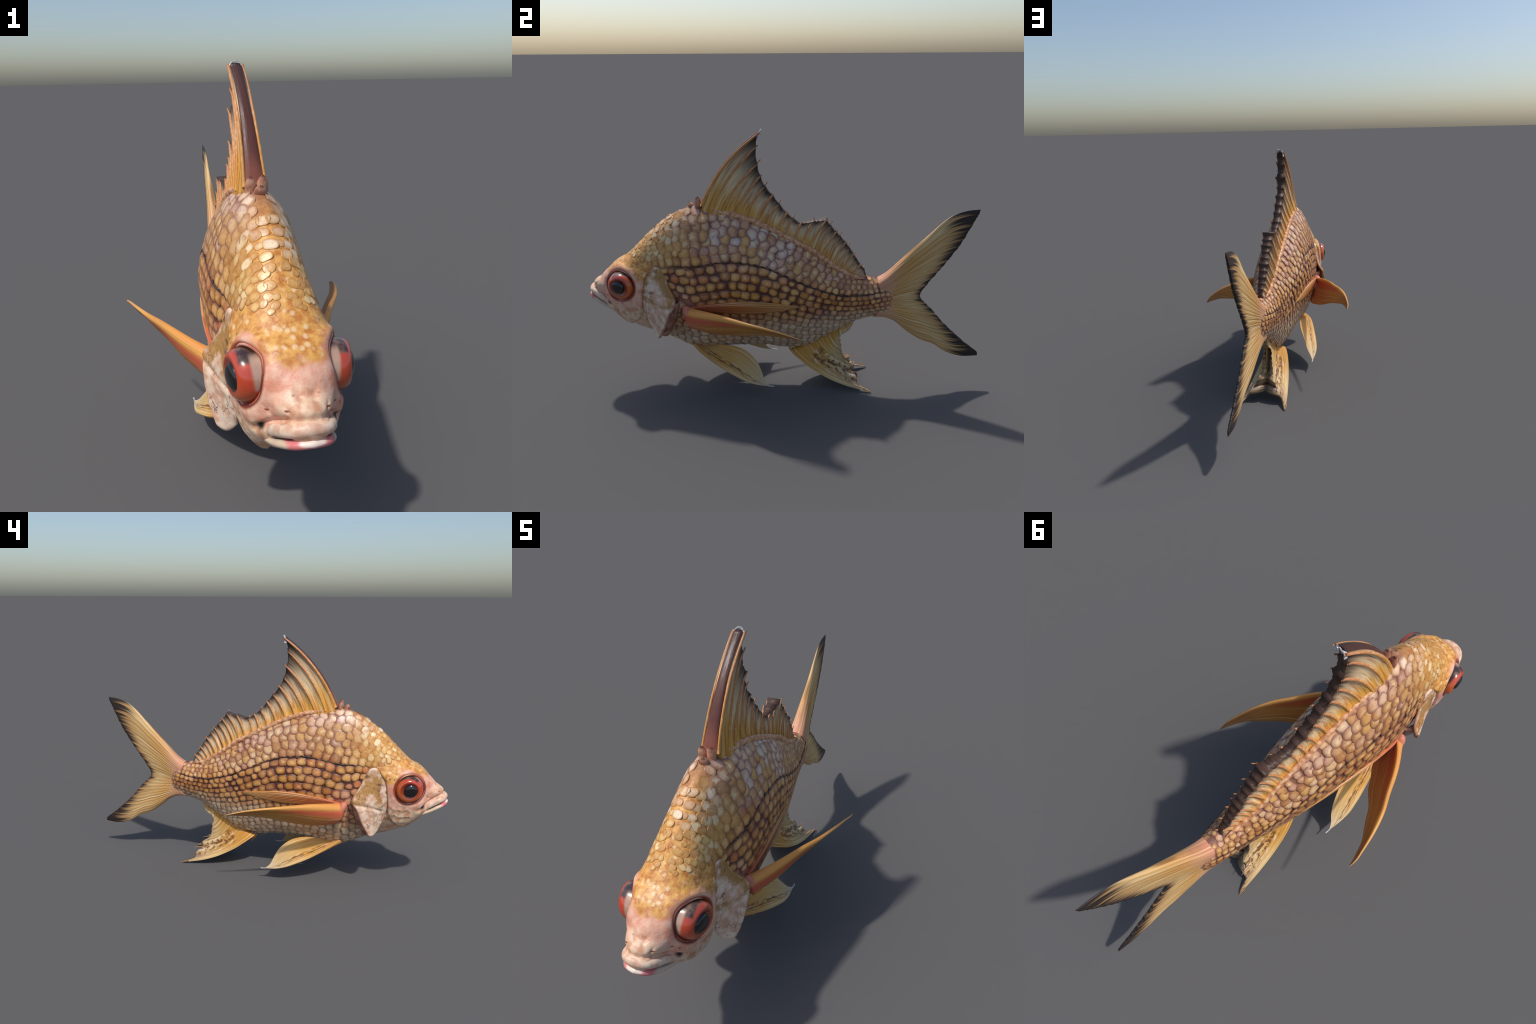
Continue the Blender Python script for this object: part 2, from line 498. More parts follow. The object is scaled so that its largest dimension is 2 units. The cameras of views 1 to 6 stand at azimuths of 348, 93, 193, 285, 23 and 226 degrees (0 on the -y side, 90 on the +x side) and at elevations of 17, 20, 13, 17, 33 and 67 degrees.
def scale_material():
    M = Mat("scale", rough=0.34, spec=0.55)
    p, belly, nape, back = zone_masks(M)
    x, y, z = M.xyz(p)
    g = M.node("ShaderNodeNewGeometry").outputs["Random Per Island"]
    o = M.node("ShaderNodeObjectInfo").outputs["Random"]
    rnd = M.math("FRACT", M.math("ADD", g, o))
    rnd2 = M.math("FRACT", M.math("MULTIPLY", rnd, 7.31))
    rim = M.attr("rim")
    flank = M.ramp(rnd, [(0.0, lin((160, 92, 42))), (0.35, lin((192, 124, 56))), (0.65, lin((210, 148, 72))), (0.85, lin((192, 106, 64))), (1.0, lin((224, 170, 96)))])
    upper = M.ramp(rnd, [(0.0, lin((166, 108, 64))), (0.3, lin((192, 134, 76))), (0.6, lin((206, 154, 84))), (0.82, lin((182, 128, 112))), (1.0, lin((220, 180, 130)))])
    lat = M.math("SUBTRACT", z, M.math("MULTIPLY_ADD", y, -0.27, 0.62))
    c = M.mix(M.step(lat, -0.02, 0.05), flank, upper)
    gold = M.ramp(rnd2, [(0.0, lin((196, 136, 66))), (0.4, lin((208, 156, 82))), (0.7, lin((222, 182, 116))), (1.0, lin((240, 214, 170)))])
    c = M.mix(nape, c, gold)
    pale = M.ramp(rnd2, [(0.0, lin((188, 154, 124))), (0.5, lin((210, 182, 154))), (1.0, lin((228, 206, 180)))])
    c = M.mix(belly, c, pale)
    # pale patches, and some wholly pale scales along the back
    shoulder = M.math("MULTIPLY", M.near(p, (0.14, -0.50, 0.47), 0.05, 0.14), M.step(rnd2, 0.2, 0.9, 0.35, 0.9))
    c = M.mix(shoulder, c, lin((218, 156, 130)))
    # pale lilac tint on some scales along the back, more on one flank
    xs = M.xyz()[0]
    patch = M.math("MULTIPLY", M.step(rnd2, 0.35, 0.75), M.step(M.noise(scale=4.2, detail=2), 0.46, 0.60))
    patch = M.math("MULTIPLY", patch, M.step(lat, 0.0, 0.12))
    patch = M.math("MULTIPLY", patch, M.step(xs, -0.06, 0.08, 0.30, 0.75))
    c = M.mix(patch, c, lin((208, 194, 190)))
    # glints on the nape painted near-white; pale pink patches along the back
    painted_glint = M.math("MULTIPLY", M.near(M.vmath("MULTIPLY", p, (1.5, 0.8, 0.8)), (0.0, -0.43, 0.74), 0.03, 0.20), M.step(rnd2, 0.05, 0.7, 0.1, 0.68))
    painted_glint = M.math("MULTIPLY", painted_glint, M.step(M.noise(scale=14, detail=2), 0.36, 0.56))
    c = M.mix(painted_glint, c, lin((244, 226, 212)))
    blush = M.math("MULTIPLY", M.step(M.noise(M.vmath("ADD", M.pos(), (3.1, 0.7, 1.3)), scale=6.5, detail=3), 0.46, 0.62), M.step(lat, 0.02, 0.12, 0.15, 0.62))
    c = M.mix(M.math("MULTIPLY", blush, M.step(rnd2, 0.9, 0.2, 0.3, 1.0)), c, lin((220, 182, 164)))
    # streaky grain, highlight coloured into each scale's middle, dark rim
    grain = M.noise(M.scale(M.pos(), (60, 30, 60)), scale=1.6, detail=4)
    c = M.mix(M.step(grain, 0.45, 0.75, 0.0, 0.35), c, lin((234, 194, 136)))
    c = M.mix(M.step(M.noise(scale=80, detail=3), 0.5, 0.75, 0, 0.45), c, lin((140, 88, 56)))
    painted_gleam = M.math("MULTIPLY", M.step(M.math("ADD", rim, M.math("MULTIPLY", M.math("SUBTRACT", M.noise(scale=60, detail=2), 0.5), 0.9)), 0.55, 0.05), M.step(rnd2, 0.2, 0.8, 0.15, 0.65))
    c = M.mix(painted_gleam, c, M.mix(M.step(lat, -0.02, 0.06), lin((234, 192, 124)), lin((238, 210, 166))))
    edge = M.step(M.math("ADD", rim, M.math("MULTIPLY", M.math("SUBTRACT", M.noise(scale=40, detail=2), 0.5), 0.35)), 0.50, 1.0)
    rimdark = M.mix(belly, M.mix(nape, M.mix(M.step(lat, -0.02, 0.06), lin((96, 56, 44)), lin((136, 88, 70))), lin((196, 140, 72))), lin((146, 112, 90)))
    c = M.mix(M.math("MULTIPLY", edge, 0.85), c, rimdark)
    M.bump(M.noise(scale=120, detail=4), 0.25, 0.003)
    return M.color(c)


# ------------------------------------------------------------------- scales
def scale_variant(seed, nr=6, na=20):
    """A shield shaped, domed scale about 1 long (local x, tail end at +) and 1 high; sunk rim."""
    r = np.random.default_rng(seed)
    a = np.linspace(0, 2 * math.pi, na, endpoint=False)
    e = r.uniform(2.2, 2.9)
    out = 0.5 * (np.abs(np.cos(a)) ** e + np.abs(np.sin(a)) ** e) ** (-1 / e)
    out = out * (1 + 0.05 * np.sin(2 * a + r.uniform(0, 6)) + 0.04 * np.sin(3 * a + r.uniform(0, 6)))
    verts, rim = [(0, 0, 0.15)], [0.0]
    rad = np.concatenate([np.linspace(0.25, 1, nr), [1.02]])
    for i, q in enumerate(rad):
        h = 0.15 * (1 - min(q, 1) ** 2.6) if i < len(rad) - 1 else -0.22
        ridge = 0.010 * np.sin(7 * a + r.uniform(0, 6)) * min(q, 1) * (1 - 0.6 * min(q, 1))
        for k in range(na):
            verts.append((out[k] * q * math.cos(a[k]), out[k] * q * math.sin(a[k]), h + ridge[k] * (i < len(rad) - 1)))
            rim.append(min(q, 1.0))
    faces = [(0, 1 + k, 1 + (k + 1) % na) for k in range(na)]
    for i in range(len(rad) - 1):
        for k in range(na):
            b, c = 1 + i * na, 1 + (i + 1) * na
            faces.append((b + k, c + k, c + (k + 1) % na, b + (k + 1) % na))
    return V(verts), faces, V(rim)


def column(y, n=160):
    th = np.linspace(0.0, math.pi, n)
    P = body(np.full(n, y), th)
    s = np.concatenate([[0], np.cumsum(np.linalg.norm(np.diff(P, axis=0), axis=1))])
    lat = s[np.argmin(np.abs(P[:, 2] - LATERAL(y)))]
    return P, s - lat, th


GILL_REAR = curve([(-.66, .70), (-.60, .665), (-.573, .627), (-.556, .578), (-.522, .504), (-.552, .45), (-.575, .385), (-.61, .30), (-.60, .22)])(np.linspace(0, 1, 60))
G = spline([-0.84, -0.72, -0.6, -0.45, -0.2, 0.1, 0.3, 0.55], [0.44, 0.64, 0.86, 1.16, 1.14, 0.93, 0.75, 0.58])


def scale_sites():
    sites = []
    for row in range(-26, 30):
        above = row < 0
        y = -0.80 + (0.0 if row % 2 else 0.5 * 0.030)
        while y < 0.53:
            g = float(G(y))
            P, s, th = column(y)
            # pitch grows then falls; rows are counted from the lateral line
            if above:
                q = (row + 0.40) * 0.0350 * g
                L, H = 0.0405 * g, 0.0480 * g
            else:
                big = min(row + 0.60, 5.3) * 0.0385
                q = (big + max(row + 0.60 - 5.3, 0) * 0.0290) * g
                L, H = (0.0435 * g, 0.0385 * g) if row < 5 else (0.0360 * g, 0.0385 * g)
            step = L
            if s[0] + 0.008 < q < s[-1] - 0.004:
                t = np.interp(q, s, th)
                c = body(y, t)
                g2 = float(G(y + 0.01))
                P2, s2, th2 = column(y + 0.01)
                c2 = body(y + 0.01, np.interp(q * g2 / g, s2, th2))
                e1 = c2 - c
                n = np.cross(e1, body(y, min(t + 0.02, math.pi)) - body(y, max(t - 0.02, 0)))
                n = n / (np.linalg.norm(n) + 1e-9)
                if n[0] < 0 and c[0] > 0.01:
                    n = -n
                rear = np.interp(c[2], GILL_REAR[::-1, 1], GILL_REAR[::-1, 0])
                ok = c[1] > rear - 0.040 if c[2] < 0.70 else True
                lateral_gap = abs(q) > 0.012
                if -0.415 < c[1] < 0.40 and row < 0 and c[0] < 0.034:
                    ok = False
                if c[1] > 0.035 and row > 0 and c[0] < 0.026:
                    ok = False
                if c[1] < -0.62 and c[2] < 0.66 + (-0.62 - c[1]) * 0.35:
                    ok = False
                if abs(c[1] + 0.462) < 0.022 and abs(c[2] - 0.44) < 0.04 and row > 0:
                    ok = False
                if row < 0 and q - s[0] < 0.14 * H:
                    ok = False
                if ok and lateral_gap:
                    sites.append((c, e1 / np.linalg.norm(e1), n, L, H, row, float(smooth(0.11, 0.03, q - s[0]) * (row < 0))))
            y += step
    return sites


def build_scales(mat):
    variants = [scale_variant(100 + k) for k in range(7)]
    meshes = []
    for k, (v, f, rim) in enumerate(variants):
        me = make_mesh("scale", v, f, {"rim": rim})
        me.materials.append(mat)
        meshes.append(me)
    items = []
    r = np.random.default_rng(5)
    for (c, e1, n, L, H, row, ridge) in scale_sites():
        for side in (1, -1):
            k = r.integers(len(variants))
            rot = r.normal(0, 0.10)
            a, b = r.normal(1, 0.07), r.normal(1, 0.08)
            nape = max(float(smooth(-0.42, -0.62, c[1]) * (row < 0)), ridge)
            if row < 0:
                kx, ky = 1.30 - 0.28 * nape, 1.16 - 0.12 * nape - 0.06 * ridge
                if r.random() < 0.12:
                    a *= 0.75; b *= 0.8
            elif row < 5:
                kx, ky = (1.14, 1.03)
                if r.random() < 0.08:
                    a *= 0.7; b *= 0.75
            else:
                kx, ky = 1.22, 1.05
            jit = r.normal(0, 0.05, 2)
            cc, ee, nn = c.copy(), e1.copy(), n.copy()
            cc[0] *= side; ee[0] *= side; nn[0] *= side
            e2 = np.cross(nn, ee)
            x = ee * math.cos(rot) + e2 * math.sin(rot)
            yv = np.cross(nn, x)
            tilt = (0.06 if row >= 0 and row < 5 else 0.11) * (1 - 0.8 * nape)
            x2 = x * math.cos(tilt) + nn * math.sin(tilt)
            n2 = np.cross(x2, yv)
            cc = cc + ee * jit[0] * L + e2 * jit[1] * H + nn * ((0.0016 - 0.0006 * nape) if row < 0 else 0.002)
            hz = 0.034 * (0.60 if 0 <= row < 5 else 0.45) * (1 - 0.45 * nape) * L / 0.04
            R = np.stack([x2 * L * kx * a, yv * H * ky * b, n2 * hz], 1)
            items.append((L * H * kx * ky * a * b * (1.15 if 0 <= row < 5 else 1), k, R, cc))
    items.sort(key=lambda t: -t[0])
    from mathutils import Matrix
    proto = {}
    for area, k, R, c in items[:300]:
        if k not in proto:
            proto[k] = add("scale", meshes[k])
            ob = proto[k]
        else:
            ob = proto[k].copy()
            bpy.context.collection.objects.link(ob)
        M4 = Matrix.Identity(4)
        for i in range(3):
            for j in range(3):
                M4[i][j] = float(R[i, j])
            M4[i][3] = float(c[i])
        ob.parent = ROOT
        ob.matrix_local = M4
    vs, fs, rs, base = [], [], [], 0
    for area, k, R, c in items[300:]:
        v, f, rim = variants[k]
        vs.append(v @ R.T + c)
        fs += [[i + base for i in q] for q in f]
        rs.append(rim)
        base += len(v)
    me = make_mesh("scales", np.concatenate(vs), fs, {"rim": np.concatenate(rs)})
    ob = add("scales", me, mat)
    ob["kind"] = "stuff"
    return len(items)


# --------------------------------------------------------------- fin materials
def fin_material(name, stops, streak=90.0, low=1.2, dark=None, rough=0.45, spots=0.0, contrast=0.5, tips=0.0, lead=None, finger=0.28, rim=0.0):
    """stops: colours from root to edge; streaks run along the rays."""
    M = Mat(name, rough=rough, spec=0.35)
    u, v = M.attr("along"), M.attr("across")
    n = M.noise(M.comb(M.math("MULTIPLY", v, streak), M.math("MULTIPLY", u, low), 0.0), scale=1.0, detail=4, rough=0.6)
    n2 = M.noise(M.comb(M.math("MULTIPLY", v, streak * 0.3), M.math("MULTIPLY", u, low * 1.5), 4.0), scale=1.0, detail=3)
    uu = M.math("ADD", u, M.math("MULTIPLY", M.math("SUBTRACT", n, 0.5), 0.30))
    uu = M.math("ADD", uu, M.math("MULTIPLY", M.math("SUBTRACT", n2, 0.5), 0.20), clamp=True)
    c = M.ramp(uu, stops)
    n3 = M.noise(M.comb(M.math("MULTIPLY", v, streak * 0.55), M.math("MULTIPLY", u, low), 9.0), scale=1.0, detail=3)
    n4 = M.noise(M.comb(M.math("MULTIPLY", v, streak * 1.7), M.math("MULTIPLY", u, low * 2.0), 17.0), scale=1.0, detail=2)
    c = M.mix(M.step(n3, 0.50, 0.64, 0, contrast * 1.1), c, lin((240, 212, 164)))
    c = M.mix(M.step(n, 0.50, 0.36, 0, contrast * 1.1), c, lin((160, 92, 44)))
    c = M.mix(M.step(n4, 0.58, 0.70, 0, contrast * 0.9), c, lin((112, 70, 42)))
    if lead:
        for lo, hi, fade, col, amt in lead:
            m = M.math("MULTIPLY", M.step(v, lo - 0.03, lo + 0.02), M.step(v, hi + 0.05, hi - 0.05))
            m = M.math("MULTIPLY", M.math("MULTIPLY", m, M.step(u, fade, fade * 0.5)), amt)
            c = M.mix(m, c, lin(col))
    if spots:
        s = M.noise(M.comb(M.math("MULTIPLY", v, 16), M.math("MULTIPLY", u, 9.0), 2.0), scale=1.0, detail=4)
        band = M.math("MULTIPLY", M.step(v, 0.10, 0.2), M.step(v, 0.42, 0.3))
        band = M.math("MULTIPLY", band, M.step(u, 0.1, 0.25))
        m = M.math("MULTIPLY", M.step(s, 0.50, 0.58, 0, spots), band)
        c = M.mix(m, c, lin((104, 62, 40)))
        m2 = M.math("MULTIPLY", M.step(s, 0.42, 0.36, 0, spots), band)
        c = M.mix(m2, c, lin((226, 200, 180)))
    if dark:
        lo, hi, col = dark
        d = M.math("ADD", u, M.math("MULTIPLY", M.math("SUBTRACT", n3, 0.5), finger))
        if tips:
            d = M.math("ADD", d, M.math("MULTIPLY", M.math("POWER", M.math("ABSOLUTE", M.math("MULTIPLY_ADD", v, 2.0, -1.0)), 3.0), tips))
        c = M.mix(M.step(d, lo, hi), c, lin(col))
    if rim:
        c = M.mix(M.step(u, 0.968, 0.999, 0, rim), c, M.mix(n, lin((36, 27, 26)), lin((96, 66, 50))))
    M.bump(n, 0.5, 0.006)
    return M.color(c)


# -------------------------------------------------------------------- fins
def coons(c_root, c_edge, c_lead, c_trail, nu, nv, warp=None):
    """Patch: u from root (0) to edge (1), v from lead (0) to trail (1)."""
    u = np.linspace(0, 1, nu)
    v = np.linspace(0, 1, nv)
    R, E, L, T = c_root(v), c_edge(v), c_lead(u), c_trail(u)
    U, W = u[:, None, None], v[None, :, None]
    P = ((1 - U) * R[None] + U * E[None] + (1 - W) * L[:, None] + W * T[:, None]
         - (1 - U) * (1 - W) * R[0] - (1 - U) * W * R[-1] - U * (1 - W) * E[0] - U * W * E[-1])
    return P, np.broadcast_to(u[:, None], (nu, nv)), np.broadcast_to(v[None], (nu, nv))


def caudal_fin(mat):
    upper = curve([(.455, .578), (.495, .604), (.559, .669), (.625, .739), (.695, .809), (.756, .873), (.806, .911), (.862, .931), (.926, .939)])
    lower = curve([(.449, .377), (.50, .375), (.557, .352), (.615, .304), (.705, .245), (.765, .223), (.83, .181), (.91, .155), (1.002, .158)])
    e1 = polyline([(.926, .939), (.910, .90), (.887, .85), (.848, .765), (.785, .665), (.724, .58), (.685, .52), (.675, .493)])
    e2 = polyline([(.675, .493), (.69, .468), (.74, .420), (.80, .350), (.86, .292), (.924, .235), (.970, .2), (.995, .18), (1.002, .158)])
    root = curve([(.455, .578), (.475, .53), (.48, .48), (.475, .43), (.449, .377)])

    def edge(v):
        v = np.asarray(v, float)
        return np.where((v < 0.5)[..., None], e1(np.clip(v * 2, 0, 1)), e2(np.clip(v * 2 - 1, 0, 1)))
    nu, nv = 90, 161
    u1, v1 = np.linspace(0, 1, nu), np.linspace(0, 1, nv)
    U = u1[:, None, None]
    straight = lambda a, b: V(a) * (1 - u1[:, None]) + V(b) * u1[:, None]
    du = upper(u1) - straight(upper(V(0.0)), upper(V(1.0)))
    dl = lower(u1) - straight(lower(V(0.0)), lower(V(1.0)))
    P = (1 - U) * root(v1)[None] + U * edge(v1)[None]
    P = P + du[:, None] * (np.clip(1 - 2.2 * v1, 0, 1) ** 2)[None, :, None] + dl[:, None] * (np.clip(2.2 * v1 - 1.2, 0, 1) ** 2)[None, :, None]
    u, v = np.broadcast_to(u1[:, None], (nu, nv)), np.broadcast_to(v1[None], (nu, nv))
    # fine raggedness of the trailing edge
    P = P.copy()
    rag = 0.0025 * wobble(v[0], 21, 8, 17.0)
    P[..., 0] += rag[None] * (u ** 6)
    t = 0.034 * (1 - u) ** 1.7 + 0.0075 + 0.005 * (1 - u)
    edge_round = np.sqrt(np.clip(1 - (np.abs(2 * v - 1)) ** 8, 0.05, 1))
    t = t * edge_round
    t = t * np.where(u > 0.97, 0.75, 1)
    rays = np.abs(np.sin(v * math.pi * 25)) ** 1.4
    fine = np.abs(np.sin(v * math.pi * 63))
    t = t + (0.0014 * rays + 0.0012 * fine - 0.0012) * smooth(0.05, 0.3, u) * smooth(0.0, 0.05, v) * smooth(1, 0.95, v)
    top = np.stack([t, P[..., 0], P[..., 1]], -1)
    bot = top * V([-1, 1, 1])
    verts, faces = closed_sheet(top, bot)
    me = make_mesh("caudal_fin", verts, faces, {"along": np.tile(u.ravel(), 2), "across": np.tile(v.ravel(), 2)})
    return add("caudal_fin", me, mat)


DORSAL = [  # base (y, z), tip (y, z), bulge
    ((-.402, .965), (-.122, 1.300), .075),
    ((-.350, .945), (-.137, 1.230), .060),
    ((-.297, .940), (-.131, 1.152), .055),
    ((-.240, .925), (-.117, 1.095), .050),
    ((-.190, .910), (-.096, 1.048), .050),
    ((-.140, .892), (-.060, 1.005), .050),
    ((-.088, .868), (-.030, .963), .050),
    ((-.040, .845), (.007, .917), .045),
    ((.005, .820), (.038, .890), .04),
    ((.045, .795), (.075, .866), .04),
    ((.085, .775), (.135, .877), .04),
    ((.118, .752), (.198, .890), .04),
    ((.148, .732), (.222, .856), .04),
    ((.176, .713), (.247, .830), .04),
    ((.203, .695), (.270, .802), .04),
    ((.229, .677), (.294, .775), .04),
    ((.254, .660), (.316, .746), .04),
    ((.278, .643), (.336, .715), .04),
    ((.301, .627), (.355, .685), .04),
    ((.323, .612), (.372, .657), .04),
    ((.345, .600), (.394, .632), .04),
    ((.372, .588), (.405, .600), .03),
]


def ray_path(base, tip, bulge, n):
    b, t = V(base), V(tip)
    d = t - b
    nrm = V([-d[1], d[0]])
    s = np.linspace(0, 1, n)[:, None]
    return b + d * s + nrm * (bulge * 4 * s * (1 - s))


def dorsal_fin(memb, spine_m, lead_m, tip_m):
    n, sub = 36, 7
    paths = V([ray_path(*r, n) for r in DORSAL])             # ray, along, (y z)
    k = len(DORSAL)
    vk = np.arange(k)
    vf = np.linspace(0, k - 1, (k - 1) * sub + 1)
    fy = np.stack([np.stack([np.interp(vf, vk, paths[:, i, c]) for c in (0, 1)], -1) for i in range(n)], 0)
    u = np.linspace(0, 1, n)[:, None] + 0 * vf[None]
    v = vf[None] + 0 * u
    frac = np.abs(np.sin(math.pi * v))                       # 0 on the rays, 1 half way between them
    # membrane is scalloped between the rays
    base = fy[0][None]
    F = base + (fy - base) * (1 - 0.03 * frac * u ** 2)[..., None]
    F[..., 1] -= 0.035 * (1 - u) ** 3
    half = np.interp(vf, [0, 1, 3, 8, 11, 16, k - 1], [0.023, 0.023, 0.023, 0.026, 0.029, 0.029, 0.017])[None]
    t = half * (1 - 0.10 * u) + np.interp(vf, [0, 1, 4, 8, 16, k - 1], [0.016, 0.030, 0.026, 0.018, 0.020, 0.012])[None] * (1 - u) ** 2.2
    jit = np.random.default_rng(77).normal(1, 0.10, k)
    t = t * (1 + (np.interp(vf, vk, jit)[None] - 1) * smooth(0.3, 0.9, u))
    t = t * (1 - 0.24 * frac * smooth(0.02, 0.25, u))
    t = t + 0.0018 * np.sin(v * math.pi * 6) * smooth(0.1, 0.4, u)
    top = np.stack([t, F[..., 0], F[..., 1]], -1)
    verts, faces = closed_sheet(top, top * V([-1, 1, 1]))
    across = v / (k - 1)
    me = make_mesh("dorsal_fin", verts, faces, {"along": np.tile(u.ravel(), 2), "across": np.tile(across.ravel(), 2)})
    fin = add("dorsal_fin", me, memb)
    # the spines: wide tapered struts that ridge both faces and jut from the edge
    for i, r in enumerate(DORSAL):
        m = 26
        over = 1.0 + float(np.interp((i * 7) % 5, [0, 4], [0.0, 0.035]))
        p = ray_path((r[0][0], r[0][1] - 0.012), tuple(V(r[0]) + (V(r[1]) - V(r[0])) * over), r[2], m)
        s = np.linspace(0, 1, m)
        h = np.interp(i, [0, 1, 3, 8, 11, 16, k - 1], [0.026, 0.026, 0.026, 0.029, 0.032, 0.031, 0.018])
        w = h * (1 - 0.10 * s) + 0.008 * (1 - s) ** 3
        if i == 0:
            path = np.stack([0 * s, p[:, 0], p[:, 1]], -1)
            vv, ff, al, ar = tube(path, 0.0185 - 0.001 * s + 0.012 * (1 - s) ** 3, 0.0085 - 0.003 * s, (1, 0, 0), 18)
            # flatten the front face into a shallow trough
            me = make_mesh("spine", vv, ff, {"along": al, "across": ar})
            add("spine", me, lead_m, fin)
            for sd in (1, -1):
                x = sd * (w + 0.001)
                path = np.stack([x * 0.93, p[:, 0] + 0.004, p[:, 1] - 0.002], -1)
                vv, ff, al, ar = tube(path, 0.0055, 0.0095 * (1 - 0.5 * s), (1, 0, 0), 10)
                add("spine", make_mesh("spine", vv, ff, {"along": al * 0.85, "across": ar}), spine_m, fin)
            continue
        for sd in (1, -1):
            # a rib on each face, its end bent outwards like a thorn
            off = 0.006 * (1 if sd > 0 else -1) * (1 if i % 2 else -1)
            tm = np.interp(np.clip((s * over) - 0.0, 0, 1), u[:, 0], t[:, i * sub])
            x = sd * (tm - 0.0008 - 0.004 * (1 - s) ** 4 + 0.005 * smooth(0.88, 1.0, s))
            path = np.stack([x, p[:, 0] + off * s, p[:, 1] + off * s], -1)
            rr = (0.0062 if i < 11 else 0.0042) * (1 - 0.55 * smooth(0.80, 1.0, s)) * (0.8 + 0.25 * s)
            vv, ff, al, ar = tube(path, rr * 0.9, rr, (1, 0, 0), 8)
            me = make_mesh("spine", vv, ff, {"along": al, "across": ar})
            add("spine", me, spine_m, fin)
    # pale translucent horn at the tip
    for sx in (0.020, -0.020):
        p = V([[sx, -0.126, 1.272], [sx * 0.9, -0.122, 1.296], [sx * 0.3, -0.112, 1.310]])
        vv, ff, al, ar = tube(p, 0.004, [0.008, 0.006, 0.002], (1, 0, 0), 8)
        add("spine_tip", make_mesh("spine_tip", vv, ff, {"along": al, "across": ar}), tip_m, fin)
    a = np.linspace(0, math.pi, 12)
    vv, ff, al, ar = tube(np.stack([0.009 * np.cos(a), -0.116 + 0 * a, 1.294 + 0.016 * np.sin(a)], -1), 0.002, 0.002, (0, 1, 0), 8)
    add("spine_tip", make_mesh("spine_tip", vv, ff, {"along": al, "across": ar}), tip_m, fin)
    # short stub spines in front of the fin
    for (x, y, z, dx, dy, dz, w) in [(.016, -.420, .935, .003, -.006, .055, .0185), (-.016, -.420, .935, -.003, -.006, .052, .0185),
                                     (.004, -.446, .925, 0, -.018, .042, .021)]:
        s = np.linspace(0, 1, 8)
        p = V([x, y, z]) + s[:, None] * V([dx, dy, dz])
        vv, ff, al, ar = tube(p, w * np.sqrt(np.clip(1 - s**3, 0.02, 1)), w * 0.75 * np.sqrt(np.clip(1 - s**3, 0.03, 1)), (1, 0, 0), 14)
        add("stub_spine", make_mesh("stub_spine", vv, ff, {"along": al, "across": ar}), bpy.data.materials["stub_spine"], fin)
    return fin


def blade(name, lead, trail, t_lead, t_trail, mat, side, camber=0.0, rays=14, nu=60, nv=41, power=1.0, parent=None, root_bulge=0.0, root_camber=0.0):
    """A free fin blade between a leading and a trailing curve that meet at the tip."""
    cl, ct = curve(lead), curve(trail)
    u, v = np.linspace(0, 1, nu), np.linspace(0, 1, nv)
    L, T = cl(u), ct(u)
    P = L[:, None] * (1 - v[None, :, None]) + T[:, None] * v[None, :, None]
    N = grid_normals(P)
    if N[nu // 2, nv // 2, 0] < 0:
        N = -N
    wide = np.linalg.norm(T - L, axis=1)[:, None]
    P = P + N * ((camber + root_camber * np.clip(1 - 1.5 * u[:, None], 0, 1)) * wide * 4 * v * (1 - v))[..., None]
    t = t_lead * (1 - v[None]) ** power + t_trail
    t = t * (1 - 0.86 * u[:, None]) + root_bulge * np.clip(1 - u[:, None] / 0.12, 0, 1) ** 2
    t = t + 0.06 * root_camber * (np.clip(1 - 1.5 * u[:, None], 0, 1) * 4 * v[None] * (1 - v[None]))
    t = np.minimum(t, 0.45 * wide + 0.001)
    t = t * np.sqrt(np.clip(1 - np.abs(2 * v[None] - 1) ** 24, 0.45, 1))
    ridge = np.abs(np.sin(v * math.pi * rays))[None]
    t = t + 0.0014 * ridge * smooth(0.05, 0.2, v)[None] * smooth(1.0, 0.9, v)[None] * np.minimum(wide / 0.05, 1)
    top, bot = P + N * t[..., None], P - N * t[..., None]
    verts, faces = closed_sheet(top, bot)
    uu = np.broadcast_to(u[:, None], (nu, nv)).ravel()
    vv = np.broadcast_to(v[None], (nu, nv)).ravel()
    verts, faces = mirror(verts, faces, side)
    me = make_mesh(name, verts, faces, {"along": np.tile(uu, 2), "across": np.tile(vv, 2)})
    import bmesh
    bm = bmesh.new(); bm.from_mesh(me)
    bmesh.ops.recalc_face_normals(bm, faces=bm.faces)
    bm.to_mesh(me); bm.free()
    return add(name, me, mat, parent)


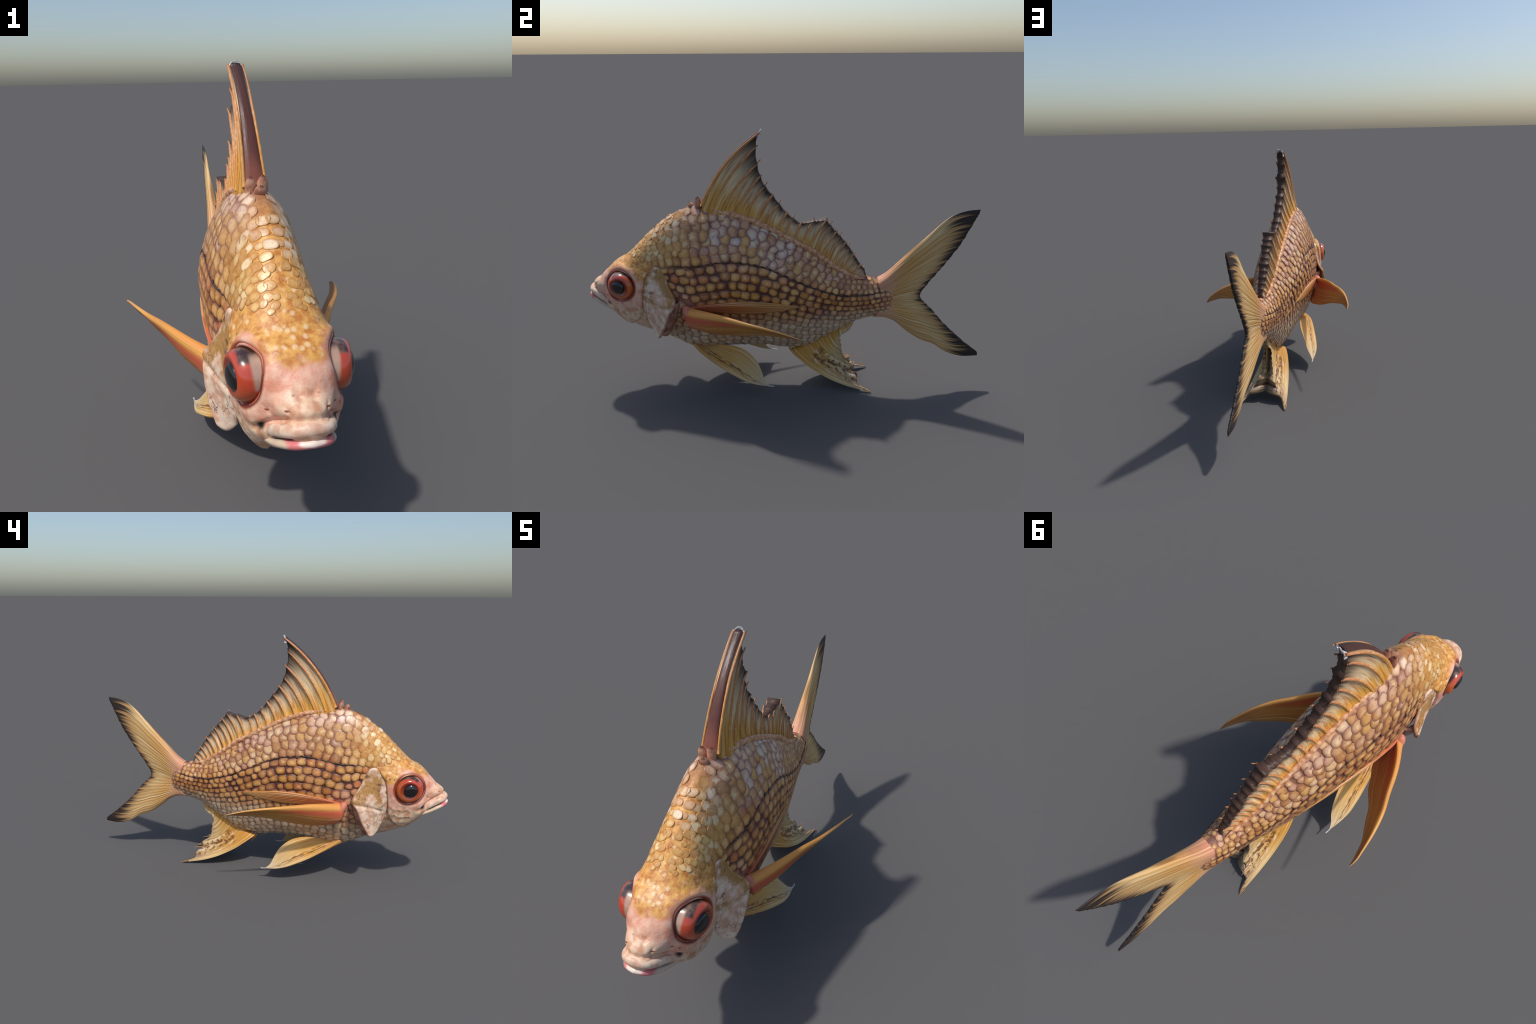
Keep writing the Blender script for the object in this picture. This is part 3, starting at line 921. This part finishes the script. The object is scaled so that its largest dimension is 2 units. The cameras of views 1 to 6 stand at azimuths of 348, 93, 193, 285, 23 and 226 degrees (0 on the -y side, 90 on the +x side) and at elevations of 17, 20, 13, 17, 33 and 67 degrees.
def anal_fin(mat, spine_m, tip_m):
    front = curve([(.030, .186), (.079, .151), (.128, .116), (.182, .085), (.246, .054), (.319, .029), (.392, .013), (.446, .002)])
    base = curve([(.030, .195), (.12, .222), (.2, .265), (.3, .326), (.368, .370)])
    edge = curve([(.446, .002), (.413, .016), (.379, .032), (.374, .061), (.346, .085), (.350, .104), (.306, .146), (.297, .172), (.296, .215), (.283, .250), (.335, .305), (.355, .343), (.368, .366)])
    rear = lambda u: np.stack([.368 + 0 * u, .370 - 0.004 * u], -1)
    # the sheet splits into two leaves that lean apart, joined behind by a curtain
    nu, nv = 56, 121
    P, u, v = coons(base, edge, front, rear, nu, nv)
    spread = np.interp(v, [0, .06, .13, .20, .26, .34, .42, .55, .7, 1.0], [.128, .118, .104, .080, .062, .045, .034, .026, .022, .014])
    root = np.interp(v, [0, .3, 1], [.030, .020, .013])
    x = root + (spread - root) * u ** np.interp(v, [0, .2, .3, 1], [0.48, 0.60, 0.95, 1.1])
    rays = np.abs(np.sin(v * math.pi * 17))
    smooth_x = x.copy()
    x = x + 0.004 * (rays - 0.5) * smooth(0.05, 0.4, u) * smooth(0, .05, v)
    rag = 0.004 * wobble(v[0], 44, 5, 6.0) * smooth(0.03, 0.12, v[0])
    top = np.stack([x, P[..., 0] + rag[None] * u ** 8, P[..., 1]], -1)
    curtain = smooth(0.80, 1.0, u) * smooth(0.17, 0.21, v) + smooth(0.35, 0.0, u)
    inner = np.clip(smooth_x - 0.011 - 0.006 * (1 - u), 0, None) * (1 - np.clip(curtain, 0, 1)) + 0.0006
    bot = top.copy()
    bot[..., 0] = inner
    bot[..., 1] -= 0.045 * np.clip(curtain, 0, 1) * smooth(0.17, 0.24, v) * smooth(0.9, 0.6, v) * smooth(0.4, 0.8, u)
    V2, F2 = closed_sheet(top, bot)
    verts = np.concatenate([V2, V2 * V([-1, 1, 1])])
    faces = [tuple(f) for f in F2] + [tuple(int(k) + len(V2) for k in f)[::-1] for f in F2]
    me = make_mesh("anal_fin", verts, faces, {"along": np.tile(u.ravel(), 4), "across": np.tile(v.ravel(), 4)})
    import bmesh
    bm = bmesh.new(); bm.from_mesh(me)
    bmesh.ops.recalc_face_normals(bm, faces=bm.faces)
    bm.to_mesh(me); bm.free()
    fin = add("anal_fin", me, mat)
    for (x, y, z, dx, dy, dz) in [(.074, .352, .088, .006, .042, -.004), (.126, .430, .012, .004, .026, -.009)]:
        for sd in (1, -1):
            s = np.linspace(0, 1, 6)
            p = V([x * sd, y - 0.02, z + .006]) + s[:, None] * V([dx * sd, dy + 0.02, dz - .006])
            vv, ff, al, ar = tube(p, 0.0028 * (1 - 0.8 * s), 0.0032 * (1 - 0.85 * s), (1, 0, 0), 8)
            add("ray_tip", make_mesh("ray_tip", vv, ff, {"along": al, "across": ar}), spine_m, fin)
    s = np.linspace(0, 1, 12)
    p = V([0, .030, .185]) + s[:, None] * V([0, .032, -.056]) + V([0, 0.012, 0]) * (s * (1 - s))[:, None] * -1
    vv, ff, al, ar = tube(p, 0.011 * (1 - 0.85 * s), 0.010 * (1 - 0.85 * s), (1, 0, 0), 10)
    add("spine", make_mesh("spine", vv, ff, {"along": al * 0.4, "across": ar}), spine_m, fin)
    return fin


# --------------------------------------------------------------- head parts
def gill_cover(mat, side):
    f = curve([(-.650, .655), (-.680, .605), (-.692, .553), (-.698, .50), (-.694, .44), (-.678, .385), (-.655, .340)])
    r = curve([(-.598, .660), (-.575, .627), (-.558, .578), (-.522, .504), (-.550, .450), (-.576, .385), (-.614, .312)])
    rx = spline(np.linspace(0, 1, 7), [.114, .130, .154, .190, .189, .181, .167])
    na, nb = 36, 60
    a, b = np.linspace(0, 1, na), np.linspace(0, 1, nb)
    F, R = f(b), r(b)
    A = a[None, :]
    yz = F[:, None] * (1 - A[..., None]) + R[:, None] * A[..., None]
    fx = np.maximum(body_x(F[:, 0], F[:, 1]) - 0.003, 0.112)
    x = fx[:, None] + (rx(b)[:, None] - fx[:, None]) * A ** 1.2 + 0.002 * np.sin(A * math.pi)
    # pointed lobe at the bottom
    lobe = smooth(0.80, 1.0, b)[:, None]
    mid = (F + R)[:, None] / 2
    P = np.stack([x, yz[..., 0], yz[..., 1]], -1)
    P[..., 2] -= 0.022 * lobe * np.sin(A * math.pi)
    P[..., 2] += 0.012 * smooth(0.12, 0, b)[:, None] * np.sin(A * math.pi)
    N = grid_normals(P)
    if N[nb // 2, na // 2, 0] < 0:
        N = -N
    da = np.minimum(A, 1 - A) + 0 * b[:, None]
    db = np.minimum(b, 1 - b)[:, None] + 0 * A
    d = np.minimum(da * 0.14, db * 0.34)
    t = 0.0075 * np.sqrt(np.clip(1 - (1 - np.clip(d / 0.010, 0, 1)) ** 2, 0.08, 1))
    surf = 0.0022 * wobble(P[..., 1] * 9 + P[..., 2] * 4, 31) * wobble(P[..., 2] * 11 - P[..., 1] * 3, 33)
    # fold between the upper plate and the lower flap
    fold = 0.5 + 0.18 * (1 - A)
    crease = -0.006 * np.exp(-((b[:, None] - fold) / 0.02) ** 2) * smooth(0.0, 0.3, A)
    rimline = -0.004 * np.exp(-((A - 0.86) / 0.03) ** 2) * smooth(0.05, 0.15, b)[:, None] * smooth(0.55, 0.45, b)[:, None]
    top = P + N * (t + surf + crease + rimline)[..., None]
    bot = P - N * t[..., None]
    verts, faces = closed_sheet(top, bot)
    verts, faces = mirror(verts, faces, side)
    al = np.broadcast_to(A, (nb, na)).ravel()
    ac = np.broadcast_to(b[:, None], (nb, na)).ravel()
    me = make_mesh("gill_cover", verts, faces, {"along": np.tile(al, 2), "across": np.tile(ac, 2)})
    import bmesh
    bm = bmesh.new(); bm.from_mesh(me)
    bmesh.ops.recalc_face_normals(bm, faces=bm.faces)
    bm.to_mesh(me); bm.free()
    return add("gill_cover", me, mat)


def gill_membrane(mat, side):
    """Soft flap that shows behind the lower edge of the gill cover."""
    f = curve([(-.60, .50), (-.615, .44), (-.625, .385), (-.640, .325)])
    r = curve([(-.512, .490), (-.528, .430), (-.552, .365), (-.590, .292)])
    fx, rx = spline([0, .33, .66, 1], [.150, .148, .140, .120]), spline([0, .33, .66, 1], [.158, .154, .142, .118])
    a, b = np.linspace(0, 1, 20), np.linspace(0, 1, 30)
    A = a[None, :]
    yz = f(b)[:, None] * (1 - A[..., None]) + r(b)[:, None] * A[..., None]
    x = fx(b)[:, None] * (1 - A) + rx(b)[:, None] * A + 0.006 * np.sin(A * math.pi) - 0.02 * A ** 6
    P = np.stack([x, yz[..., 0], yz[..., 1]], -1)
    N = grid_normals(P)
    if N[15, 10, 0] < 0:
        N = -N
    verts, faces = closed_sheet(P + N * 0.004, P - N * 0.012)
    verts, faces = mirror(verts, faces, side)
    me = make_mesh("gill_membrane", verts, faces)
    fix(me)
    return add("gill_membrane", me, mat)


def dorsal_sheath(mat, side):
    """Raised fleshy seam along the foot of the dorsal fin."""
    y = np.linspace(-.385, .395, 150)
    z = np.interp(y, [-.39, -.258, -.164, -.07, .024, .139, .237, .335, .401], [.937, .918, .889, .846, .797, .735, .660, .600, .588])
    x = np.interp(y, [-.39, -.25, 0, .2, .40], [.036, .042, .044, .040, .026])
    bead = 0.5 + 0.5 * np.sin(y * 190 + 2 * np.sin(y * 31))
    rr = (0.0075 + 0.0028 * bead) * smooth(-.385, -.34, y) * smooth(.395, .34, y) + 0.002
    vv, ff, al, ar = tube(np.stack([x, y, z], -1), rr, rr * 1.2, (1, 0, 0), 10)
    vv, ff = mirror(vv, ff, side)
    me = make_mesh("fin_sheath", vv, ff)
    fix(me)
    return add("fin_sheath", me, mat)


def gill_material():
    M = Mat("gill_plate", rough=0.42, spec=0.4)
    a, b = M.attr("along"), M.attr("across")
    n = M.noise(scale=26, detail=5)
    c = M.mix(M.step(n, 0.36, 0.64), lin((208, 160, 132)), lin((234, 208, 184)))
    ochre = M.mix(M.noise(scale=50, detail=4), lin((150, 104, 60)), lin((196, 150, 84)))
    up = M.math("MULTIPLY", M.step(b, 0.62, 0.45), M.step(M.noise(scale=16, detail=3), 0.40, 0.56))
    c = M.mix(up, c, ochre)
    dk = M.math("MULTIPLY", M.step(b, 0.5, 0.3), M.step(M.noise(scale=30, detail=3), 0.58, 0.68, 0, 0.8))
    c = M.mix(dk, c, lin((88, 62, 58)))
    # wrinkle lines
    vv = M.vmath("ADD", M.pos(), M.vmath("MULTIPLY", M.comb(M.noise(scale=20), M.noise(scale=22), M.noise(scale=24)), (0.04, 0.04, 0.04)))
    e = M.voronoi(M.scale(vv, (1, 1.6, 0.55)), scale=27, feature="DISTANCE_TO_EDGE")
    line = M.math("MULTIPLY", M.step(e, 0.032, 0.008), M.step(M.noise(scale=14, detail=1), 0.50, 0.58))
    c = M.mix(M.math("MULTIPLY", line, 0.7), c, lin((96, 66, 54)))
    rim = M.step(a, 0.94, 0.99, 0, 0.6)
    c = M.mix(rim, c, lin((168, 110, 84)))
    M.bump(M.math("SUBTRACT", n, M.math("MULTIPLY", line, 0.5)), 0.5, 0.006)
    return M.color(c)


def eye(side, iris_m, pupil_m, lid_m):
    prof = [(.064, -.045), (.0665, -.015), (.067, .008), (.0662, .024), (.063, .038), (.0575, .048), (.051, .054), (.045, .0555), (.039, .0535), (.035, .051), (.02, .050), (0.0005, .050)]
    pc = curve(prof)(np.linspace(0, 1, 40))
    n = 64
    a = np.linspace(0, 2 * math.pi, n, endpoint=False)
    P = np.stack([pc[:, 1][:, None] + 0 * a, pc[:, 0][:, None] * np.cos(a), pc[:, 0][:, None] * np.sin(a)], -1)
    # the eye looks slightly forward
    P = P.reshape(-1, 3)
    verts = P + EYE
    verts[:, 0] += 0.20 * (verts[:, 1] - EYE[1])
    faces = list(grid_faces(len(pc), n, wrap=True))
    verts, faces = mirror(verts, faces, side)
    me = make_mesh("eye", verts, faces)
    fix(me)
    ob = add("eye", me, iris_m)
    rr = [(.0345, .044), (.034, .052), (.031, .058), (.025, .0625), (.017, .065), (.008, .0662), (.0004, .0665)]
    rc = curve(rr)(np.linspace(0, 1, 20))
    P = np.stack([rc[:, 1][:, None] + 0 * a, rc[:, 0][:, None] * np.cos(a), rc[:, 0][:, None] * np.sin(a)], -1).reshape(-1, 3)
    verts = P + EYE + V([0, -0.007, 0.002])
    verts[:, 0] += 0.20 * (verts[:, 1] - EYE[1])
    faces = list(grid_faces(len(rc), n, wrap=True))
    verts, faces = mirror(verts, faces, side)
    me = make_mesh("pupil", verts, faces)
    fix(me)
    add("pupil", me, pupil_m, ob)
    # rim of skin round the socket
    k = 72
    ang = np.linspace(0, 2 * math.pi, k, endpoint=False)
    R = 0.0735
    yy, zz = EYE[1] + R * np.cos(ang), EYE[2] + R * np.sin(ang)
    xx = body_x(yy, zz) + 0.004 * np.clip(np.sin(ang), 0, 1) - 0.002
    path = np.stack([xx, yy, zz], -1)
    th = 0.0030 + 0.0018 * np.clip(np.sin(ang), 0, 1)
    t = np.roll(path, -1, 0) - np.roll(path, 1, 0)
    t /= np.linalg.norm(t, axis=1, keepdims=True)
    s0 = V([1.0, 0, 0]) - (t[:, :1]) * t
    s0 /= np.linalg.norm(s0, axis=1, keepdims=True)
    w0 = np.cross(t, s0)
    m = 12
    b = np.linspace(0, 2 * math.pi, m, endpoint=False)
    P = path[:, None] + (s0[:, None] * np.cos(b)[None, :, None] + w0[:, None] * np.sin(b)[None, :, None]) * th[:, None, None]
    P = np.concatenate([P, P[:1]])
    faces = list(grid_faces(k + 1, m, wrap=True))
    verts, faces = mirror(P.reshape(-1, 3), faces, side)
    me = make_mesh("eyelid", verts, faces)
    fix(me)
    add("eyelid", me, lid_m, ob)
    return ob


def fix(me):
    import bmesh
    bm = bmesh.new(); bm.from_mesh(me)
    bmesh.ops.remove_doubles(bm, verts=bm.verts, dist=1e-6)
    bmesh.ops.recalc_face_normals(bm, faces=bm.faces)
    bm.to_mesh(me); bm.free()


def iris_material():
    M = Mat("iris", rough=0.16, spec=0.6, coat=0.6)
    x, y, z = M.xyz(M.folded())
    dy, dz = M.math("SUBTRACT", y, float(EYE[1])), M.math("SUBTRACT", z, float(EYE[2]))
    n = M.noise(scale=22, detail=4)
    # red above and before, orange below and behind
    k = M.math("MULTIPLY_ADD", dz, 1.0, M.math("MULTIPLY", dy, -0.6))
    k = M.math("ADD", k, M.math("MULTIPLY", M.math("SUBTRACT", n, 0.5), 0.05))
    c = M.mix(M.step(k, -0.04, 0.05), lin((206, 104, 44)), lin((186, 68, 42)))
    r = M.vmath("LENGTH", M.comb(0.0, dy, dz))
    c = M.mix(M.step(r, 0.052, 0.040, 0, 0.7), c, lin((120, 26, 18)))
    c = M.mix(M.math("MULTIPLY", M.step(r, 0.060, 0.072, 0, 0.7), M.step(dz, 0.0, -0.05)), c, lin((70, 26, 16)))
    # side wall of the globe: dark crown, cream before, red wedge, cream below
    wall = M.step(x, 0.142, 0.132)
    crown = M.math("MULTIPLY", wall, M.step(M.math("MULTIPLY_ADD", dy, 0.5, dz), 0.022, 0.036))
    c = M.mix(crown, c, M.mix(M.step(n, 0.4, 0.62), lin((58, 40, 34)), lin((120, 92, 78))))
    front = M.math("MULTIPLY", M.step(M.math("MULTIPLY_ADD", dz, -0.12, x), 0.109, 0.098), M.step(dy, -0.012, -0.040))
    wedge = M.step(M.math("ABSOLUTE", M.math("ADD", dz, 0.022)), 0.006, 0.018)
    c = M.mix(M.math("MULTIPLY", front, wedge), c, M.mix(n, lin((150, 116, 98)), lin((206, 170, 144))))
    return M.color(c)


def pupil_material():
    M = Mat("pupil", rough=0.12, spec=0.5, coat=0.5)
    n = M.noise(scale=40, detail=3)
    return M.color(M.mix(n, lin((14, 13, 14)), lin((34, 32, 33))))


def simple(name, c1, c2, scale=30, rough=0.45, bump=0.2):
    M = Mat(name, rough=rough)
    n = M.noise(scale=scale, detail=4)
    if bump:
        M.bump(n, bump, 0.004)
    return M.color(M.mix(M.step(n, 0.35, 0.65), lin(c1), lin(c2)))


def lips(up_m, low_m, dark_m):
    def lip(name, half, rv, rd, mat, tilt=0.0):
        c = curve(half)
        s = np.linspace(0, 1, 40)
        h = c(s)
        path = np.concatenate([(h * V([-1, 1, 1]))[::-1][:-1], h])
        q = np.concatenate([s[::-1][:-1], s])
        rv, rd = spline(np.linspace(0, 1, len(rv)), rv)(q), spline(np.linspace(0, 1, len(rd)), rd)(q)
        vv, ff, al, ar = tube(path, rv, rd, (0, 0.25, 1), 18)
        me = make_mesh(name, vv, ff, {"along": al, "across": ar})
        fix(me)
        return add(name, me, mat)
    lip("upper_lip", [(0, -.980, .517), (.025, -.976, .514), (.047, -.960, .507), (.063, -.930, .492), (.074, -.900, .474), (.082, -.866, .446)],
        [.0165, .016, .0155, .015, .013, .007], [.016, .016, .014, .011, .008, .006], up_m)
    lip("lower_lip", [(0, -.981, .485), (.030, -.972, .479), (.050, -.948, .467), (.066, -.910, .447), (.078, -.866, .428)],
        [.012, .012, .011, .009, .006], [.020, .019, .016, .012, .008], low_m)
    lip("mouth", [(0, -.962, .500), (.028, -.956, .497), (.046, -.935, .486), (.068, -.895, .467), (.079, -.868, .464)],
        [.012, .012, .012, .012, .010], [.022, .022, .020, .014, .010], dark_m)


def lateral_line(mat, side):
    y = np.linspace(-0.562, 0.485, 240)
    z = LATERAL(y) + 0.0018 * np.sin(y * 170)
    x = body_x(y, z)
    path = np.stack([x + 0.0035, y, z], -1)
    r = 0.0034 * (0.75 + 0.25 * np.sin(y * 170)) * smooth(-0.56, -0.5, y) * smooth(0.50, 0.40, y) + 0.0012
    vv, ff, al, ar = tube(path, r * 0.8, r, (1, 0, 0), 8)
    vv, ff = mirror(vv, ff, side)
    me = make_mesh("lateral_line", vv, ff, {"along": al, "across": ar})
    fix(me)
    return add("lateral_line", me, mat)


# ================================================================= assembly
split_body(skin_material())
build_scales(scale_material())

gill = gill_material()
iris, pupil = iris_material(), pupil_material()
def lid_material():
    M = Mat("eyelid_skin", rough=0.4)
    x, y, z = M.xyz()
    c = M.mix(M.noise(scale=40), lin((204, 134, 110)), lin((226, 178, 154)))
    f = M.step(M.math("ADD", M.math("MULTIPLY_ADD", z, -0.35, y), M.math("MULTIPLY", M.noise(scale=30), 0.03)), -0.985, -1.03)
    return M.color(M.mix(f, c, lin((176, 102, 80))))


lid = lid_material()
membrane_m = simple("gill_membrane", (142, 90, 74), (190, 148, 122), 30)
sheath_m = simple("fin_sheath", (186, 124, 88), (226, 178, 136), 60)
line_m = simple("lateral_line", (40, 26, 22), (104, 74, 58), 60)
ochre_root = [(0.0, lin((204, 140, 44))), (0.22, lin((218, 164, 76))), (0.48, lin((212, 184, 144))), (1.0, lin((180, 154, 126)))]
caudal_m = fin_material("caudal_fin", [(0.0, lin((214, 144, 118))), (0.14, lin((216, 160, 118))), (0.35, lin((218, 166, 94))), (0.7, lin((220, 182, 122))), (1.0, lin((194, 150, 100)))],
                        streak=120, low=0.8, dark=(0.82, 1.01, (50, 40, 36)), tips=0.11, contrast=0.6, finger=0.55)
dorsal_m = fin_material("dorsal_membrane", ochre_root, streak=80, dark=(0.60, 1.06, (52, 40, 36)), contrast=0.6, finger=0.7, rim=0.9)
pectoral_m = fin_material("pectoral_fin", [(0.0, lin((212, 112, 76))), (0.2, lin((206, 128, 62))), (0.6, lin((196, 138, 58))), (0.95, lin((170, 112, 56))), (1.0, lin((110, 80, 60)))], streak=70, low=0.7, contrast=0.55,
                          lead=[(0.0, 0.10, 1.3, (232, 166, 84), 0.9), (0.14, 0.30, 0.7, (210, 92, 70), 0.75)], dark=(0.93, 1.12, (70, 52, 44)))
pelvic_m = fin_material("pelvic_fin", [(0.0, lin((216, 160, 90))), (0.4, lin((214, 158, 70))), (0.75, lin((216, 182, 122))), (1.0, lin((222, 206, 178)))], streak=65, low=0.9, spots=0.85, contrast=0.55)
anal_m = fin_material("anal_fin", [(0.0, lin((202, 138, 44))), (0.3, lin((210, 158, 72))), (0.7, lin((210, 180, 126))), (1.0, lin((186, 156, 116)))], streak=75, low=0.9, dark=(0.93, 1.12, (92, 62, 46)), spots=0.9, contrast=0.6)
fold_m = fin_material("folded_fin", [(0.0, lin((206, 92, 66))), (0.4, lin((204, 122, 62))), (1.0, lin((196, 144, 76)))], streak=30)
spine_m = fin_material("fin_spine", [(0.0, lin((206, 150, 70))), (0.5, lin((206, 140, 84))), (1.0, lin((196, 138, 100)))], streak=5, low=14, dark=(0.90, 1.20, (70, 46, 38)), contrast=0.3)
lead_m = fin_material("leading_spine", [(0.0, lin((140, 82, 66))), (0.25, lin((94, 54, 46))), (1.0, lin((70, 47, 43)))], streak=6, low=3, contrast=0.0, rough=0.38)
simple("stub_spine", (146, 92, 74), (196, 146, 116), 40)
tip_m = simple("spine_horn", (176, 176, 178), (224, 222, 220), 60, 0.25)

for side in (1, -1):
    gill_cover(gill, side)
    eye(side, iris, pupil, lid)
    lateral_line(line_m, side)
    gill_membrane(membrane_m, side)
    dorsal_sheath(sheath_m, side)

def lower_lip_material():
    M = Mat("lower_lip", rough=0.35)
    x, y, z = M.xyz(M.folded(0.012, 30))
    n = M.noise(scale=30, detail=4)
    c = M.mix(n, lin((196, 166, 140)), lin((226, 204, 178)))
    c = M.mix(M.step(x, 0.062, 0.048), c, M.mix(n, lin((206, 104, 108)), lin((220, 140, 134))))
    white = M.math("MULTIPLY", M.step(x, 0.036, 0.022), M.step(z, 0.482, 0.489))  # highlight along the top of the lip, drawn as a whitened strip
    c = M.mix(white, c, lin((234, 214, 200)))
    M.bump(n, 0.3, 0.004)
    return M.color(c)


lips(simple("upper_lip", (206, 160, 134), (230, 204, 180), 26), lower_lip_material(),
     simple("mouth_inside", (30, 18, 16), (60, 34, 30), 30))
caudal_fin(caudal_m)
dorsal_fin(dorsal_m, spine_m, lead_m, tip_m)
anal_fin(anal_m, spine_m, tip_m)

PECTORAL_LEAD = [(.150, -.474, .468), (.205, -.409, .479), (.255, -.333, .488), (.304, -.240, .490), (.342, -.173, .490), (.378, -.082, .485), (.401, .004, .472), (.411, .050, .460), (.409, .090, .446)]
PECTORAL_TRAIL = [(.118, -.420, .345), (.138, -.350, .334), (.176, -.298, .343), (.217, -.236, .362), (.250, -.200, .380), (.279, -.166, .396), (.310, -.115, .414), (.340, -.070, .428), (.364, -.034, .437), (.388, .025, .443), (.409, .090, .446)]
FOLD_LEAD = [(-.455, .474), (-.36, .495), (-.25, .506), (-.138, .506), (-.02, .494), (.085, .472)]
FOLD_TRAIL = [(-.455, .466), (-.36, .452), (-.25, .443), (-.160, .438), (-.06, .445), (.02, .459), (.085, .472)]
PELVIC_LEAD = [(.050, -.474, .222), (.083, -.452, .216), (.111, -.424, .204), (.136, -.376, .177), (.158, -.315, .144), (.179, -.246, .113), (.191, -.190, .090), (.192, -.140, .074), (.187, -.067, .063)]
PELVIC_TRAIL = [(.045, -.395, .215), (.066, -.322, .227), (.081, -.237, .223), (.098, -.187, .207), (.115, -.155, .185), (.130, -.129, .157), (.151, -.107, .113), (.172, -.091, .081), (.187, -.067, .063)]
for side in (1, -1):
    fin = blade("pectoral_fin", PECTORAL_LEAD, PECTORAL_TRAIL, 0.012, 0.0034, pectoral_m, side, camber=-0.02, rays=16, power=1.4, root_bulge=0.004, root_camber=0.20)
    # fleshy shoulder knob at the root of the fin
    s = np.linspace(0, 1, 14)
    p = V([.152, -.490, .482]) + s[:, None] * V([.004, .060, -.090])
    w = 0.031 * np.sqrt(np.clip(1 - (2 * s - 1) ** 2, 0.01, 1)) * (1 - 0.25 * s)
    vv, ff, al, ar = tube(p, w, w * 0.9, (1, 0, 0), 16)
    vv, ff = mirror(vv, ff, side)
    me = make_mesh("fin_root", vv, ff, {"along": al * 0.1, "across": ar})
    fix(me)
    add("fin_root", me, simple("fin_root", (200, 118, 92), (222, 150, 122), 20) if side > 0 else bpy.data.materials["fin_root"], fin)
    lead = [(float(body_x(y, z)) + 0.006, y, z) for y, z in FOLD_LEAD]
    trail = [(float(body_x(y, z)) + 0.005, y, z) for y, z in FOLD_TRAIL]
    blade("folded_fin", lead, trail, 0.006, 0.004, fold_m, side, camber=0.03, rays=8)
    pel = blade("pelvic_fin", PELVIC_LEAD, PELVIC_TRAIL, 0.011, 0.0035, pelvic_m, side, camber=-0.10, rays=14)
    vv, ff, al, ar = tube([(.186 * side, -.075, .0645), (.187 * side, -.055, .0625), (.187 * side, -.044, .063)], [.004, .003, .0015], [.003, .0025, .0015], (1, 0, 0), 8)
    add("spine_tip", make_mesh("spine_tip", vv, ff, {"along": al, "across": ar}), tip_m, pel)
